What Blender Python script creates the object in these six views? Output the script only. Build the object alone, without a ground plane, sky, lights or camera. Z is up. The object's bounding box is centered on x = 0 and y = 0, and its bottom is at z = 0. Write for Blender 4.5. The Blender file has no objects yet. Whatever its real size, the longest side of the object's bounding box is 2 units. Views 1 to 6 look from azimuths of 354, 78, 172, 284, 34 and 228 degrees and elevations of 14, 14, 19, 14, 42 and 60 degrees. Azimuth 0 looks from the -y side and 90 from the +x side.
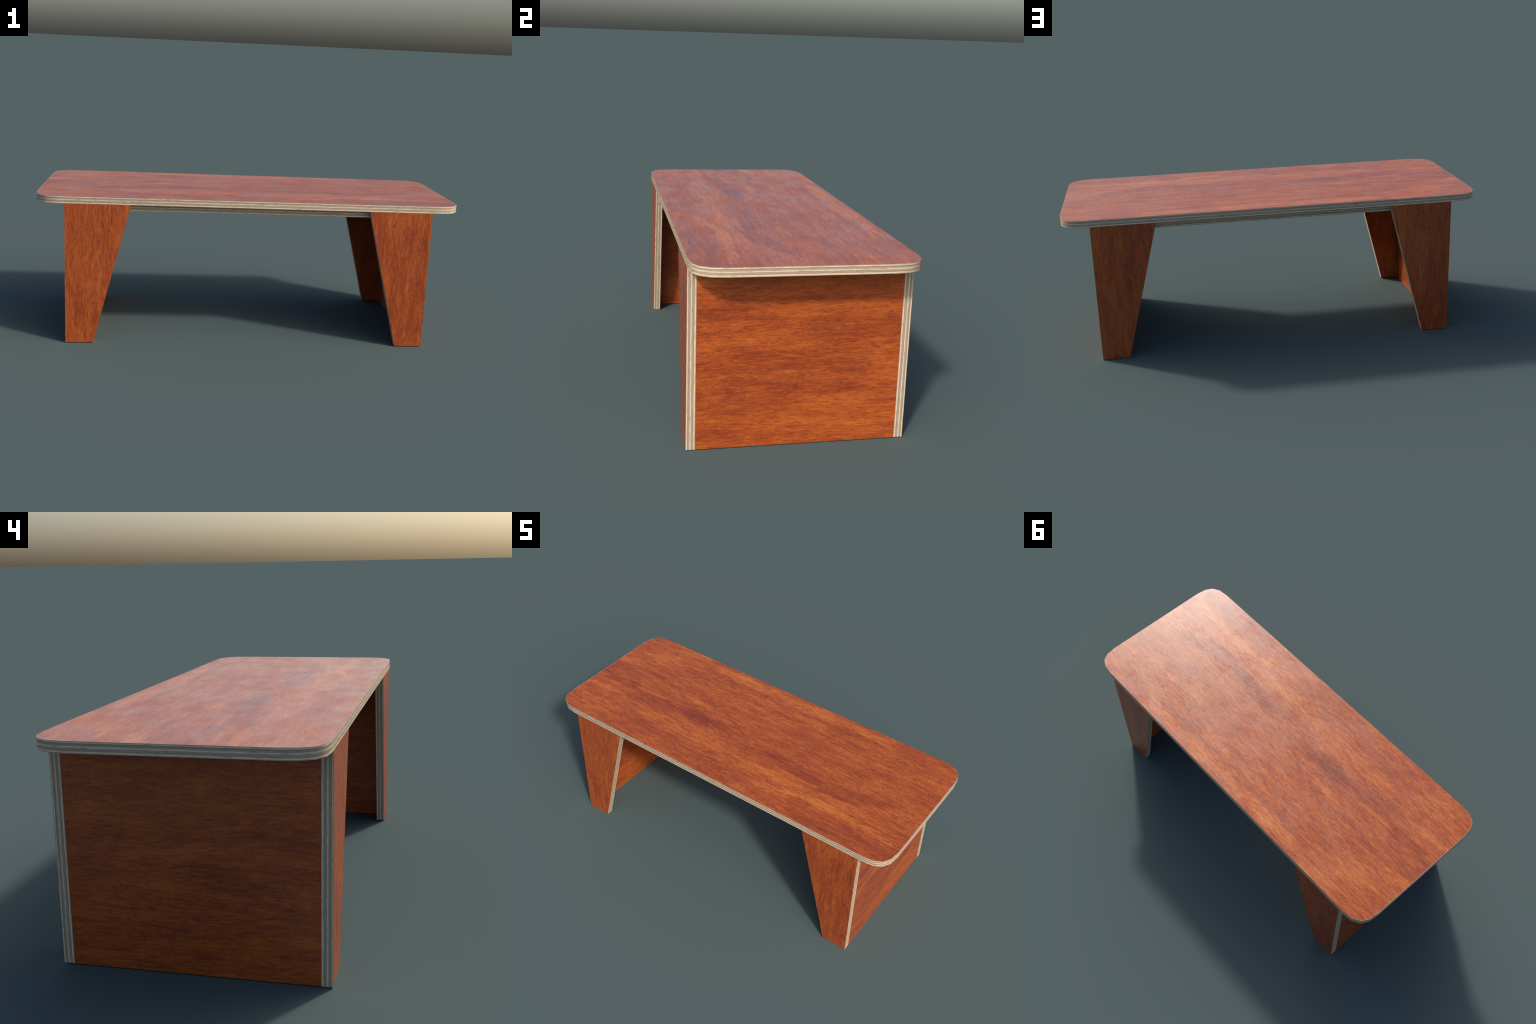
"""Plywood coffee table: a long rounded board on four tapered side legs,
joined by an end panel at each end and stiffened by a second board underneath.
Every part is a plywood board in its own local frame:
  local x = grain direction, local y = across the grain, local z = thickness
so that one veneer material and one ply-edge material serve all of them."""
import bpy
from mathutils import Matrix, Vector

# ------------------------------------------------------------------ sizes (m)
LENGTH, WIDTH, HEIGHT = 2.000, 0.800, 0.7005
PLY = 0.0335                     # board thickness
CORNER = 0.1167                  # corner size of the tabletop
CORNER_HANDLE = 0.71             # Bezier handle of that corner (fuller than a circle)
CORNER_STEPS = 4
LEG_OUT = 0.8618                 # outer x of legs and end panels
LEG_IN_FOOT, LEG_IN_TOP = 0.7320, 0.5607
GAP = 0.0003                     # hairline joint between butted boards
UNDER = HEIGHT - PLY             # underside of the tabletop
LIP = (0.0007, 0.0004)           # width of the pale strip at the -x and +x ends


# ------------------------------------------------------------------ node helpers
class Nodes:
    def __init__(self, mat):
        self.t = mat.node_tree
        self.t.nodes.clear()

    def new(self, kind, **props):
        n = self.t.nodes.new(kind)
        for k, v in props.items():
            setattr(n, k, v)
        return n

    def put(self, sock, v):
        if isinstance(v, bpy.types.NodeSocket):
            self.t.links.new(v, sock)
        else:
            sock.default_value = v

    def math(self, op, a, b=0.0, clamp=False):
        n = self.new("ShaderNodeMath", operation=op, use_clamp=clamp)
        self.put(n.inputs[0], a)
        self.put(n.inputs[1], b)
        return n.outputs[0]

    def span(self, v, lo, hi, out_lo=0.0, out_hi=1.0, smooth=True):
        n = self.new("ShaderNodeMapRange",
                     interpolation_type="SMOOTHSTEP" if smooth else "LINEAR")
        for s, x in zip(n.inputs, (v, lo, hi, out_lo, out_hi)):
            self.put(s, x)
        return n.outputs[0]

    def mix(self, fac, a, b, blend="MIX"):
        n = self.new("ShaderNodeMix", data_type="RGBA", blend_type=blend)
        self.put(n.inputs[0], fac)
        self.put(n.inputs[6], a)
        self.put(n.inputs[7], b)
        return n.outputs[2]

    def stretch(self, vec, scale, offset=(0, 0, 0)):
        n = self.new("ShaderNodeMapping")
        self.put(n.inputs[0], vec)
        n.inputs[1].default_value = offset
        n.inputs[3].default_value = scale
        return n.outputs[0]

    def noise(self, vec, scale=1.0, detail=3.0, rough=0.5, w=None, distort=0.0):
        n = self.new("ShaderNodeTexNoise", noise_dimensions="4D" if w is not None else "3D")
        self.put(n.inputs["Vector"], vec)
        n.inputs["Scale"].default_value = scale
        n.inputs["Detail"].default_value = detail
        n.inputs["Roughness"].default_value = rough
        n.inputs["Distortion"].default_value = distort
        if w is not None:
            self.put(n.inputs["W"], w)
        return n.outputs["Fac"]

    def ramp(self, fac, stops, mode="LINEAR"):
        n = self.new("ShaderNodeValToRGB")
        r = n.color_ramp
        r.interpolation = mode
        while len(r.elements) < len(stops):
            r.elements.new(0.5)
        for e, (p, c) in zip(r.elements, stops):
            e.position = p
            e.color = (*c, 1.0)
        self.put(n.inputs[0], fac)
        return n.outputs[0]

    def blob(self, xy, x0, y0, x1, y1, half):
        """soft patch stretched from one point to another, 1 in the middle, 0 outside"""
        slope = (y1 - y0) / (x1 - x0)
        cx, cy = (x0 + x1) / 2, (y0 + y1) / 2
        dx = self.math("SUBTRACT", xy[0], cx)
        dy = self.math("SUBTRACT", xy[1], self.math("MULTIPLY", dx, slope))
        a = self.math("DIVIDE", dx, abs(x1 - x0) / 2 + 0.13)
        b = self.math("DIVIDE", self.math("SUBTRACT", dy, cy), half)
        d = self.math("ADD", self.math("MULTIPLY", a, a), self.math("MULTIPLY", b, b))
        return self.span(d, 1.0, 0.0)


def material(name):
    m = bpy.data.materials.new(name)
    m.use_nodes = True
    return m, Nodes(m)


# ------------------------------------------------------------------ materials
def veneer_material(name, light, middle, cloudiness, grain, figure=()):
    """red-brown tropical veneer, grain along local x, satin lacquer"""
    m, n = material(name)
    co = n.new("ShaderNodeTexCoord").outputs["Object"]
    seed = n.math("MULTIPLY", n.new("ShaderNodeObjectInfo").outputs["Random"], 37.0)
    # broad cloudy figure, streaks and fibres, all long along the grain, and a fine mottle
    cloud = n.noise(n.stretch(co, (2.4, 10.0, 10.0)), 1.0, 3.0, 0.55, seed, 0.4)
    band = n.noise(n.stretch(co, (1.1, 20.0, 20.0), (8, 2, 5)), 1.0, 3.0, 0.5, seed, 0.3)
    streak = n.noise(n.stretch(co, (8.0, 60.0, 60.0)), 1.0, 4.0, 0.62, seed, 0.3)
    fibre = n.noise(n.stretch(co, (30.0, 210.0, 210.0)), 1.0, 3.0, 0.62, seed, 0.25)
    grit = n.noise(n.stretch(co, (100.0, 240.0, 240.0), (2, 6, 4)), 1.0, 2.0, 0.6, seed)
    tone = middle
    for layer, amount in ((cloud, cloudiness), (band, 0.45), (streak, 1.40 - 0.65 * grain), (fibre, grain), (grit, 0.62 * grain)):
        tone = n.math("ADD", tone, n.math("MULTIPLY", n.math("SUBTRACT", layer, 0.5), amount))
    if figure:
        sep = n.new("ShaderNodeSeparateXYZ")
        n.put(sep.inputs[0], co)
        wob = n.noise(n.stretch(co, (7.0, 34.0, 34.0), (3, 7, 1)), 1.0, 5.0, 0.65)
        wob2 = n.noise(n.stretch(co, (7.0, 34.0, 34.0), (31, 17, 5)), 1.0, 5.0, 0.65)
        xw = n.math("ADD", sep.outputs[0], n.math("MULTIPLY", n.math("SUBTRACT", wob, 0.5), 0.55))
        yw = n.math("ADD", sep.outputs[1], n.math("MULTIPLY", n.math("SUBTRACT", wob2, 0.5), 0.10))
        for x0, y0, x1, y1, half, amount in figure:
            b = n.blob((xw, yw), x0, y0, x1, y1, half)
            tone = n.math("ADD", tone, n.math("MULTIPLY", b, amount * (0.58 if amount < 0 else 0.80)))
    colour = n.ramp(tone, [(0.10, (0.170, 0.033, 0.010)),
                           (0.36, (0.285, 0.052, 0.014)),
                           (0.56, (0.390, 0.083, 0.016)),
                           (0.86, light)])
    # short dark pores
    pore = n.noise(n.stretch(co, (40.0, 250.0, 250.0), (5, 3, 9)), 1.0, 2.0, 0.5, seed)
    gate = n.noise(n.stretch(co, (9.0, 30.0, 30.0), (1, 8, 2)), 1.0, 2.0, 0.5, seed)
    pore = n.span(pore, 0.55, 0.70)
    pore = n.math("MULTIPLY", pore, n.span(gate, 0.35, 0.65, 0.30, 0.80))
    colour = n.mix(pore, colour, (0.140, 0.028, 0.011, 1.0))
    # lacquer: patchy sheen that follows the grain a little
    patch = n.noise(n.stretch(co, (7.0, 13.0, 13.0), (9, 4, 1)), 1.0, 4.0, 0.6, seed)
    gloss = n.span(n.math("ADD", patch, n.math("MULTIPLY", n.math("SUBTRACT", fibre, 0.5), 0.5)),
                   0.30, 0.70, 0.21, 0.39, False)
    bsdf = n.new("ShaderNodeBsdfPrincipled")
    n.put(bsdf.inputs["Base Color"], colour)
    n.put(bsdf.inputs["Roughness"], gloss)
    bump = n.new("ShaderNodeBump")
    bump.inputs["Strength"].default_value = 0.12
    bump.inputs["Distance"].default_value = 0.001
    n.put(bump.inputs["Height"], n.math("SUBTRACT", fibre, pore))
    n.put(bsdf.inputs["Normal"], bump.outputs[0])
    out = n.new("ShaderNodeOutputMaterial")
    n.put(out.inputs[0], bsdf.outputs[0])
    return m


def ply_edge_material():
    """sawn plywood edge: pale and tan plies stacked along local z"""
    m, n = material("plywood_edge")
    co = n.new("ShaderNodeTexCoord").outputs["Object"]
    seed = n.math("MULTIPLY", n.new("ShaderNodeObjectInfo").outputs["Random"], 23.0)
    sep = n.new("ShaderNodeSeparateXYZ")
    n.put(sep.inputs[0], co)
    wave = n.noise(n.stretch(co, (14.0, 14.0, 40.0)), 1.0, 2.0, 0.5, seed)
    depth = n.math("DIVIDE", n.math("SUBTRACT", PLY / 2, sep.outputs[2]), PLY)
    depth = n.math("ADD", depth, n.math("MULTIPLY", n.math("SUBTRACT", wave, 0.5), 0.05))
    pale, tan, rim = (0.73, 0.62, 0.46), (0.30, 0.215, 0.140), (0.34, 0.20, 0.11)
    bands = n.ramp(depth, [(0.00, rim), (0.035, (0.55, 0.41, 0.26)), (0.075, pale), (0.14, pale),
                           (0.18, tan), (0.27, (0.38, 0.28, 0.19)), (0.40, (0.47, 0.37, 0.27)),
                           (0.44, pale), (0.51, pale),
                           (0.555, (0.36, 0.26, 0.18)), (0.66, (0.45, 0.34, 0.24)), (0.77, tan),
                           (0.82, pale), (0.91, pale), (0.955, (0.50, 0.34, 0.23)), (1.0, rim)])
    fleck = n.noise(n.stretch(co, (26.0, 26.0, 420.0)), 1.0, 3.0, 0.6, seed)
    smudge = n.noise(n.stretch(co, (40.0, 40.0, 130.0), (4, 1, 6)), 1.0, 3.0, 0.6, seed)
    colour = n.mix(n.span(fleck, 0.42, 0.72, 0.0, 0.60), bands, (0.30, 0.215, 0.145, 1.0))
    colour = n.mix(n.span(smudge, 0.52, 0.70, 0.0, 0.50), colour, (0.25, 0.155, 0.105, 1.0))
    bsdf = n.new("ShaderNodeBsdfPrincipled")
    n.put(bsdf.inputs["Base Color"], colour)
    bsdf.inputs["Roughness"].default_value = 0.55
    bump = n.new("ShaderNodeBump")
    bump.inputs["Strength"].default_value = 0.15
    bump.inputs["Distance"].default_value = 0.001
    n.put(bump.inputs["Height"], fleck)
    n.put(bsdf.inputs["Normal"], bump.outputs[0])
    out = n.new("ShaderNodeOutputMaterial")
    n.put(out.inputs[0], bsdf.outputs[0])
    return m


def pale_strip_material():
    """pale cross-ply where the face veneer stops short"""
    m, n = material("pale_strip")
    co = n.new("ShaderNodeTexCoord").outputs["Object"]
    tint = n.noise(co, 60.0, 2.0, 0.5)
    bsdf = n.new("ShaderNodeBsdfPrincipled")
    n.put(bsdf.inputs["Base Color"], n.ramp(tint, [(0.3, (0.62, 0.45, 0.33)), (0.6, (0.80, 0.64, 0.52))]))
    bsdf.inputs["Roughness"].default_value = 0.5
    out = n.new("ShaderNodeOutputMaterial")
    n.put(out.inputs[0], bsdf.outputs[0])
    return m


# ------------------------------------------------------------------ boards
def board_mesh(name, outline, thick, face_mat, edge_mat, lip=None, lip_mat=None):
    """extruded outline (local x, y, counter-clockwise), veneer on both faces,
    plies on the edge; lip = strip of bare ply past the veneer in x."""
    k = len(outline)
    h = thick / 2
    verts = [(x, y, h) for x, y in outline] + [(x, y, -h) for x, y in outline]
    faces, mats, smooth = [], [], []

    def add(f, m, s=False):
        faces.append(f), mats.append(m), smooth.append(s)

    if lip:
        reach = max(x for x, _ in outline)
        start = len(verts)
        verts += [(x * (1 - lip[x > 0] / reach), y, h) for x, y in outline]
        add([start + i for i in range(k)], 0)
        for i in range(k):
            j = (i + 1) % k
            if abs(outline[i][1] - outline[j][1]) > 1e-6 or outline[i][0] * outline[j][0] > 0:
                add([i, j, start + j, start + i], 2)
    else:
        add(list(range(k)), 0)
    add([2 * k - 1 - i for i in range(k)], 0)
    for i in range(k):
        j = (i + 1) % k
        add([i, k + i, k + j, j], 1, k > 4)
    me = bpy.data.meshes.new(name)
    me.from_pydata(verts, [], faces)
    me.materials.append(face_mat)
    me.materials.append(edge_mat)
    if lip_mat:
        me.materials.append(lip_mat)
    me.polygons.foreach_set("material_index", mats)
    me.polygons.foreach_set("use_smooth", smooth)
    me.update()
    if k > 4:                                   # round the corner shading, keep arrises crisp
        me.set_sharp_from_angle(angle=0.9)
    me.validate()
    return me


def rounded_outline(length, width, c, handle, steps):
    """rectangle with Bezier corners, counter-clockwise"""
    arc = []
    for i in range(steps + 1):
        t = i / steps
        b0, b1, b2, b3 = (1 - t) ** 3, 3 * t * (1 - t) ** 2, 3 * t * t * (1 - t), t ** 3
        arc.append((b0 + b1 + b2 * handle, b1 * handle + b2 + b3))   # from (1,0) to (0,1)
    X, Y = length / 2 - c, width / 2 - c
    pts = []
    for sx, sy in ((1, 1), (-1, 1), (-1, -1), (1, -1)):
        run = arc if sx * sy > 0 else arc[::-1]
        pts += [(sx * (X + c * u), sy * (Y + c * v)) for u, v in run]
    return pts


def place(name, mesh, parent, centre, x_axis, z_axis):
    """put a board so that its grain runs along x_axis and its face looks along z_axis"""
    x, z = Vector(x_axis), Vector(z_axis)
    y = z.cross(x)
    ob = bpy.data.objects.new(name, mesh)
    bpy.context.scene.collection.objects.link(ob)
    ob.parent = parent
    ob.matrix_local = Matrix.Translation(centre) @ Matrix((x, y, z)).transposed().to_4x4()
    return ob


# figure of the tabletop veneer: each patch runs from (x, y) to (x, y), half width, amount
TOP_FIGURE = (
    # dark
    (-0.97, -0.06, -0.73, -0.07, 0.05, -0.28), (-0.76, -0.13, -0.54, -0.10, 0.05, -0.24),
    (-0.46, -0.08, -0.32, -0.05, 0.06, -0.30), (-0.30, -0.08, -0.10, -0.05, 0.05, -0.24),
    (-0.54, 0.09, -0.36, 0.13, 0.06, -0.14), (-0.83, 0.09, -0.66, 0.12, 0.06, -0.16),
    (-0.96, 0.05, -0.87, 0.08, 0.03, -0.14), (-0.68, -0.32, -0.39, -0.28, 0.05, -0.12),
    (-0.06, -0.38, 0.10, -0.35, 0.04, -0.22), (0.02, -0.13, 0.17, -0.14, 0.05, -0.16),
    (-0.21, 0.07, -0.05, 0.15, 0.05, -0.12), (0.10, -0.09, 0.20, -0.08, 0.05, -0.18),
    (0.27, -0.10, 0.50, -0.13, 0.055, -0.36), (0.58, -0.12, 0.74, -0.07, 0.06, -0.28),
    (0.57, 0.05, 0.71, 0.12, 0.05, -0.20), (0.35, 0.30, 0.43, 0.31, 0.04, -0.22),
    (0.19, 0.15, 0.44, 0.23, 0.05, -0.12), (0.44, -0.39, 0.79, -0.38, 0.04, -0.18),
    (0.81, -0.09, 0.89, -0.09, 0.04, -0.14), (0.76, 0.20, 0.98, 0.16, 0.08, -0.08),
    (0.67, 0.34, 0.87, 0.38, 0.06, -0.14), (0.84, -0.30, 0.99, -0.31, 0.06, -0.12),
    # light
    (-1.00, -0.17, -0.80, -0.15, 0.03, 0.20), (-0.92, 0.09, -0.79, 0.07, 0.02, 0.12),
    (-0.85, 0.22, -0.68, 0.28, 0.05, 0.18), (-0.45, 0.35, -0.21, 0.35, 0.05, 0.22),
    (-0.40, 0.05, -0.28, 0.02, 0.03, 0.12), (-0.68, -0.05, -0.59, -0.04, 0.02, 0.10),
    (-0.54, -0.22, -0.42, -0.21, 0.03, 0.12), (-0.36, -0.24, -0.07, -0.22, 0.04, 0.18),
    (-0.91, -0.35, -0.83, -0.31, 0.04, 0.12), (-0.92, 0.34, -0.61, 0.38, 0.05, 0.14),
    (0.05, -0.23, 0.18, -0.22, 0.04, 0.16), (0.14, 0.36, 0.27, 0.35, 0.04, 0.22),
    (0.13, 0.26, 0.23, 0.25, 0.04, 0.20), (0.48, 0.26, 0.56, 0.27, 0.04, 0.14),
    (0.46, 0.36, 0.55, 0.36, 0.03, 0.20), (0.25, -0.29, 0.35, -0.27, 0.04, 0.22),
    (0.43, -0.24, 0.51, -0.23, 0.04, 0.24), (0.56, -0.23, 0.65, -0.23, 0.04, 0.20),
    (0.69, -0.21, 0.82, -0.24, 0.04, 0.22), (0.27, -0.20, 0.38, -0.21, 0.04, 0.14),
    (0.87, -0.05, 0.99, -0.04, 0.04, 0.14), (-0.30, 0.24, 0.05, 0.28, 0.08, 0.08),
)

table = bpy.data.objects.new("coffee_table", None)
bpy.context.scene.collection.objects.link(table)
table["label"] = "long low table of red-brown veneered plywood boards"
table["category"] = "coffee table"

edge = ply_edge_material()
veneer_top = veneer_material("tabletop_veneer", (0.545, 0.158, 0.028), 0.51, 0.32, 1.0, TOP_FIGURE)
veneer = veneer_material("board_veneer", (0.505, 0.130, 0.023), 0.478, 0.70, 0.95)

# tabletop
top_mesh = board_mesh("tabletop", rounded_outline(LENGTH, WIDTH, CORNER, CORNER_HANDLE, CORNER_STEPS),
                      PLY, veneer_top, edge, LIP, pale_strip_material())
place("tabletop", top_mesh, table, (0, 0, HEIGHT - PLY / 2), (1, 0, 0), (0, 0, 1))

# second board under the tabletop, between the legs
sx, sy = LEG_OUT - PLY - GAP, WIDTH / 2 - PLY - GAP
stiff_mesh = board_mesh("support_board", [(-sx, -sy), (sx, -sy), (sx, sy), (-sx, sy)], PLY, veneer, edge)
place("support_board", stiff_mesh, table, (0, 0, UNDER - GAP - PLY / 2), (1, 0, 0), (0, 0, 1))

# tapered legs: local x is up, local z looks outward, so a leg and the one
# diagonally across share a shape and its neighbours take the mirrored one
leg_h = UNDER - GAP
mid_x = (LEG_OUT + LEG_IN_TOP) / 2
taper = [(-leg_h / 2, -(LEG_OUT - mid_x)), (leg_h / 2, -(LEG_OUT - mid_x)),
         (leg_h / 2, mid_x - LEG_IN_TOP), (-leg_h / 2, mid_x - LEG_IN_FOOT)]
leg_a = board_mesh("leg", taper, PLY, veneer, edge)
leg_b = board_mesh("leg_mirrored", [(x, -y) for x, y in reversed(taper)], PLY, veneer, edge)
for sx_, sy_ in ((1, -1), (-1, 1), (-1, -1), (1, 1)):
    place("leg", leg_a if sx_ * sy_ < 0 else leg_b, table,
          (sx_ * mid_x, sy_ * (WIDTH / 2 - PLY / 2), leg_h / 2), (0, 0, 1), (0, sy_, 0))

# end panels between the legs, grain level
py = WIDTH / 2 - PLY - GAP
panel_mesh = board_mesh("end_panel", [(-py, -leg_h / 2), (py, -leg_h / 2), (py, leg_h / 2), (-py, leg_h / 2)],
                        PLY, veneer, edge)
for s in (1, -1):
    place("end_panel", panel_mesh, table, (s * (LEG_OUT - PLY / 2), 0, leg_h / 2), (0, s, 0), (s, 0, 0))
